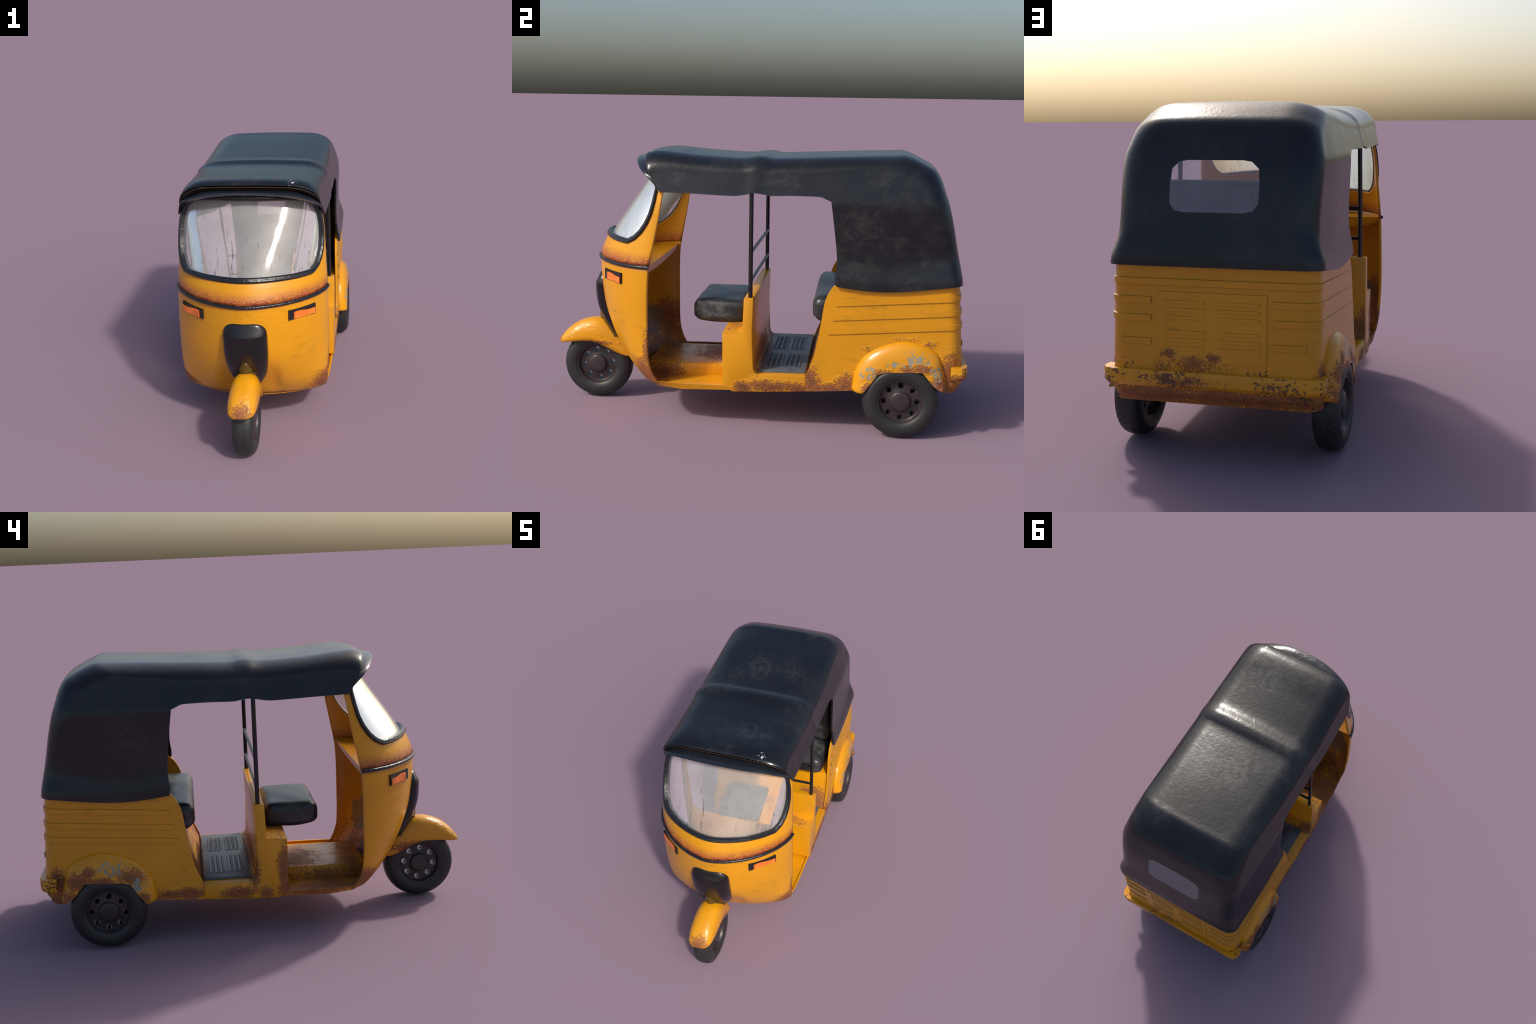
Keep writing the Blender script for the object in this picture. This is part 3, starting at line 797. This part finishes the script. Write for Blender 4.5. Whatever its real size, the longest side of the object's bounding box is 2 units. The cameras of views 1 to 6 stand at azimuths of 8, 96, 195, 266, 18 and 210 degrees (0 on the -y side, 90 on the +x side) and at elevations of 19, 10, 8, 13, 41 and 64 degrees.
# poles and cross bars behind the driver
for sg in (1, -1):
    tube('pole', [(sg * .353, .0155, .606), (sg * .353, .0155, .70), (sg * .352, .0155, .9), (sg * .350, .0155, 1.105)], .0098, root, M['pole'], 16)
for z in (.823, .692):
    tube('cross_bar', [(-.353, .0185, z), (.353, .0185, z)], .0075, root, M['pole'], 12)

# ==================================================================== CANOPY
# stations: centre (y, z), edge (y, z), half width at shoulder, half width at edge, corner radii (x, u), hem sag
S = [
 (-.495, 1.252, -.408, 1.090, .343, .360, .16, .110, 0), (-.482, 1.260, -.395, 1.086, .343, .360, .15, .105, 0), (-.44, 1.267, -.36, 1.084, .342, .361, .14, .10, 0),
 (-.36, 1.263, -.30, 1.083, .341, .363, .13, .09, 0), (-.27, 1.254, -.22, 1.081, .341, .365, .13, .085, 0), (-.15, 1.247, -.13, 1.078, .341, .367, .13, .083, 0),
 (-.06, 1.2435, -.06, 1.077, .341, .368, .13, .082, 0), (-.018, 1.2455, -.018, 1.082, .342, .367, .13, .084, 0), (.028, 1.2535, .028, 1.090, .343, .367, .13, .086, 0),
 (.070, 1.2505, .070, 1.086, .343, .369, .13, .085, 0), (.105, 1.2445, .105, 1.081, .342, .371, .13, .083, 0), (.20, 1.248, .20, 1.083, .343, .373, .13, .083, 0),
 (.33, 1.253, .30, 1.082, .344, .374, .13, .085, 0), (.43, 1.257, .332, 1.079, .346, .375, .13, .09, 0), (.52, 1.260, .352, 1.070, .347, .376, .135, .095, 0), (.61, 1.2625, .371, 1.0615, .348, .376, .14, .10, 0), (.66, 1.264, .3735, 1.054, .348, .376, .14, .105, 0),
 (.70, 1.265, .376, 1.035, .347, .375, .14, .11, 0), (.745, 1.250, .380, 1.01, .347, .374, .14, .11, 0), (.80, 1.223, .384, .98, .347, .374, .14, .11, 0),
 (.838, 1.200, .388, .95, .348, .375, .135, .105, 0), (.862, 1.163, .393, .91, .350, .376, .125, .10, 0), (.880, 1.11, .398, .87, .353, .377, .11, .09, 0),
 (.902, 1.04, .402, .83, .356, .379, .095, .08, 0), (.923, .95, .404, .79, .361, .381, .085, .072, .004), (.942, .85, .402, .755, .370, .384, .08, .065, .009),
 (.955, .79, .398, .725, .381, .389, .075, .06, .014), (.966, .735, .399, .700, .390, .391, .07, .058, .020), (.970, .700, .405, .684, .390, .391, .07, .058, .024)]
side_x = table([(.66, .394), (.69, .392), (.72, .389), (.76, .381), (.80, .3755), (.86, .374), (.95, .3755), (1.04, .377), (1.062, .3755), (1.085, .369), (1.12, .3595), (1.17, .346), (1.22, .332), (1.28, .318)])
def canopy_x(y, z):
    return side_x(z) - .005 * sstep(-.05, -.45, y) - .011 * sstep(.62, .93, y) * sstep(.72, .82, z) + .003 * math.exp(-((y - .03) / .03) ** 2)
def section(st):
    cy, cz, ey, ez, hw, he, rx, ru, sag = st
    L = math.hypot(ey - cy, ez - cz); dy, dz = (ey - cy) / L, (ez - cz) / L
    ru = min(ru, L * .8); pts = []
    hw = canopy_x(cy + dy * ru, cz + dz * ru)
    cr = lerp(.006, .014, sstep(1.0, 1.22, cz))
    nt, na, ns = 12, 12, 14
    for i in range(nt): pts.append((lerp(0, hw - rx, i / nt), None))
    out = []
    for i in range(nt):
        x = (hw - rx) * i / nt; out.append((x, cr * (x / hw) ** 2))
    u0 = cr * ((hw - rx) / hw) ** 2
    for i in range(na):
        a = i / na * PI / 2
        out.append((hw - rx + rx * math.sin(a), u0 + (ru - u0) * (1 - math.cos(a))))
    for i in range(ns + 1):
        f = i / ns; u = lerp(ru, L, f); out.append((canopy_x(cy + dy * u, cz + dz * u), u))
    P = []
    for x, u in out:
        f = clamp((u - ru * .4) / (L - ru * .4))
        P.append(Vector((x, cy + dy * u, cz + dz * u - sag * math.sin(PI * f ** 1.25))))
    return P
fine = catmull([s[:3] for s in S], 3), catmull([s[3:6] for s in S], 3), catmull([s[6:9] for s in S], 3)
rows = []
for a, b, c in zip(*fine):
    r = section((*a, *b, *c))
    r = [Vector((-p.x, p.y, p.z)) for p in r[:0:-1]] + r
    rows.append(r)
front_edge = rows[0]
canopy = sheet('canopy', rows, root, [M['canopy'], M['canopy_in']], 0.010, 60, outward=lambda c: (c[0], c[1] - .2, c[2] - .9), matoff=1)
bpy.context.view_layer.update(); bake(canopy, 60)
win = [(.162, .978), (.160, .918), (.141, .892), (.106, .886), (-.106, .886), (-.141, .892), (-.160, .918), (-.162, .978), (-.157, 1.034), (-.131, 1.058), (-.10, 1.063), (.10, 1.063), (.131, 1.058), (.157, 1.034)]
cut(canopy, prism('window_cut', win, 'y', .85, 1.05, None, None), 60)
# dusty rear pane, just inside the cloth
n = len(win)
wy = lambda z: .9142 + (.98 - z) * .222
rw = mesh('rear_window', [(x * .999, wy(z), z) for x, z in win], [tuple(range(n))], 30, False)
if rw.polygons[0].normal.y < 0: rw.flip_normals()
add('rear_window', rw, root, M['rear_glass'])

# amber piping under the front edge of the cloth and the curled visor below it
tube('roof_piping', [p + Vector((0, .002, -.0105)) for p in front_edge], .0020, root, M['trim'], 8)
tip = [(0, -.566, 1.226), (.06, -.564, 1.2255), (.12, -.558, 1.221), (.18, -.546, 1.213), (.24, -.528, 1.199), (.29, -.507, 1.182), (.328, -.479, 1.160), (.346, -.447, 1.133), (.350, -.425, 1.112)]
tipc = catmull(tip, 4)
tipc = [Vector((-p.x, p.y, p.z)) for p in tipc[:0:-1]] + list(tipc)
def edge_at(x):
    return min(front_edge, key=lambda p: abs(p.x - x) + (10 if p.z < 1.08 else 0))
rows = [[], [], [], [], [], [], []]
for p in tipc:
    x = p.x; k = abs(x) / .350
    zt = 1.236 - .012 * k ** 2 - .10 * max(0, k - .55) ** 1.7 * 2.2
    base = Vector((x * .985, -.455 + .035 * k ** 3, zt - .018))
    mid = base.lerp(p, .62); mid.z = lerp(base.z, p.z, .42) + .004
    rows[0].append(base); rows[1].append(base.lerp(mid, .5) + Vector((0, 0, .002))); rows[2].append(mid)
    rows[3].append(mid.lerp(p, .6) + Vector((0, -.004, .004)))
    rows[4].append(p)
    rows[5].append(p + Vector((-x * .01, .012, -.009))); rows[6].append(p + Vector((-x * .06, .060, -.024)))
def resample(pl, n):
    d = [0]
    for a, b in zip(pl, pl[1:]): d.append(d[-1] + (b - a).length)
    out = []
    for i in range(n):
        t = d[-1] * i / (n - 1); k = min(len(pl) - 2, max(j for j in range(len(pl)) if d[j] <= t))
        out.append(pl[k].lerp(pl[k + 1], (t - d[k]) / max(1e-9, d[k + 1] - d[k])))
    return out
ea = resample([p + Vector((-p.x * .012, .012, -.012)) for p in front_edge], 81); eb = resample([p + Vector((0, .006, -.003)) for p in rows[0]], 81)
sheet('visor_gap_shade', [ea, [a.lerp(b, .5) + Vector((0, .006, 0)) for a, b in zip(ea, eb)], eb], root, M['canopy_in'], 0.003, 50, outward=lambda c: (0, -1, .3))  # added black sheet keeping the shaded gap between roof edge and visor dark
sheet('visor', rows, root, M['visor'], 0.004, 50, outward=lambda c: (0, -1, .6))
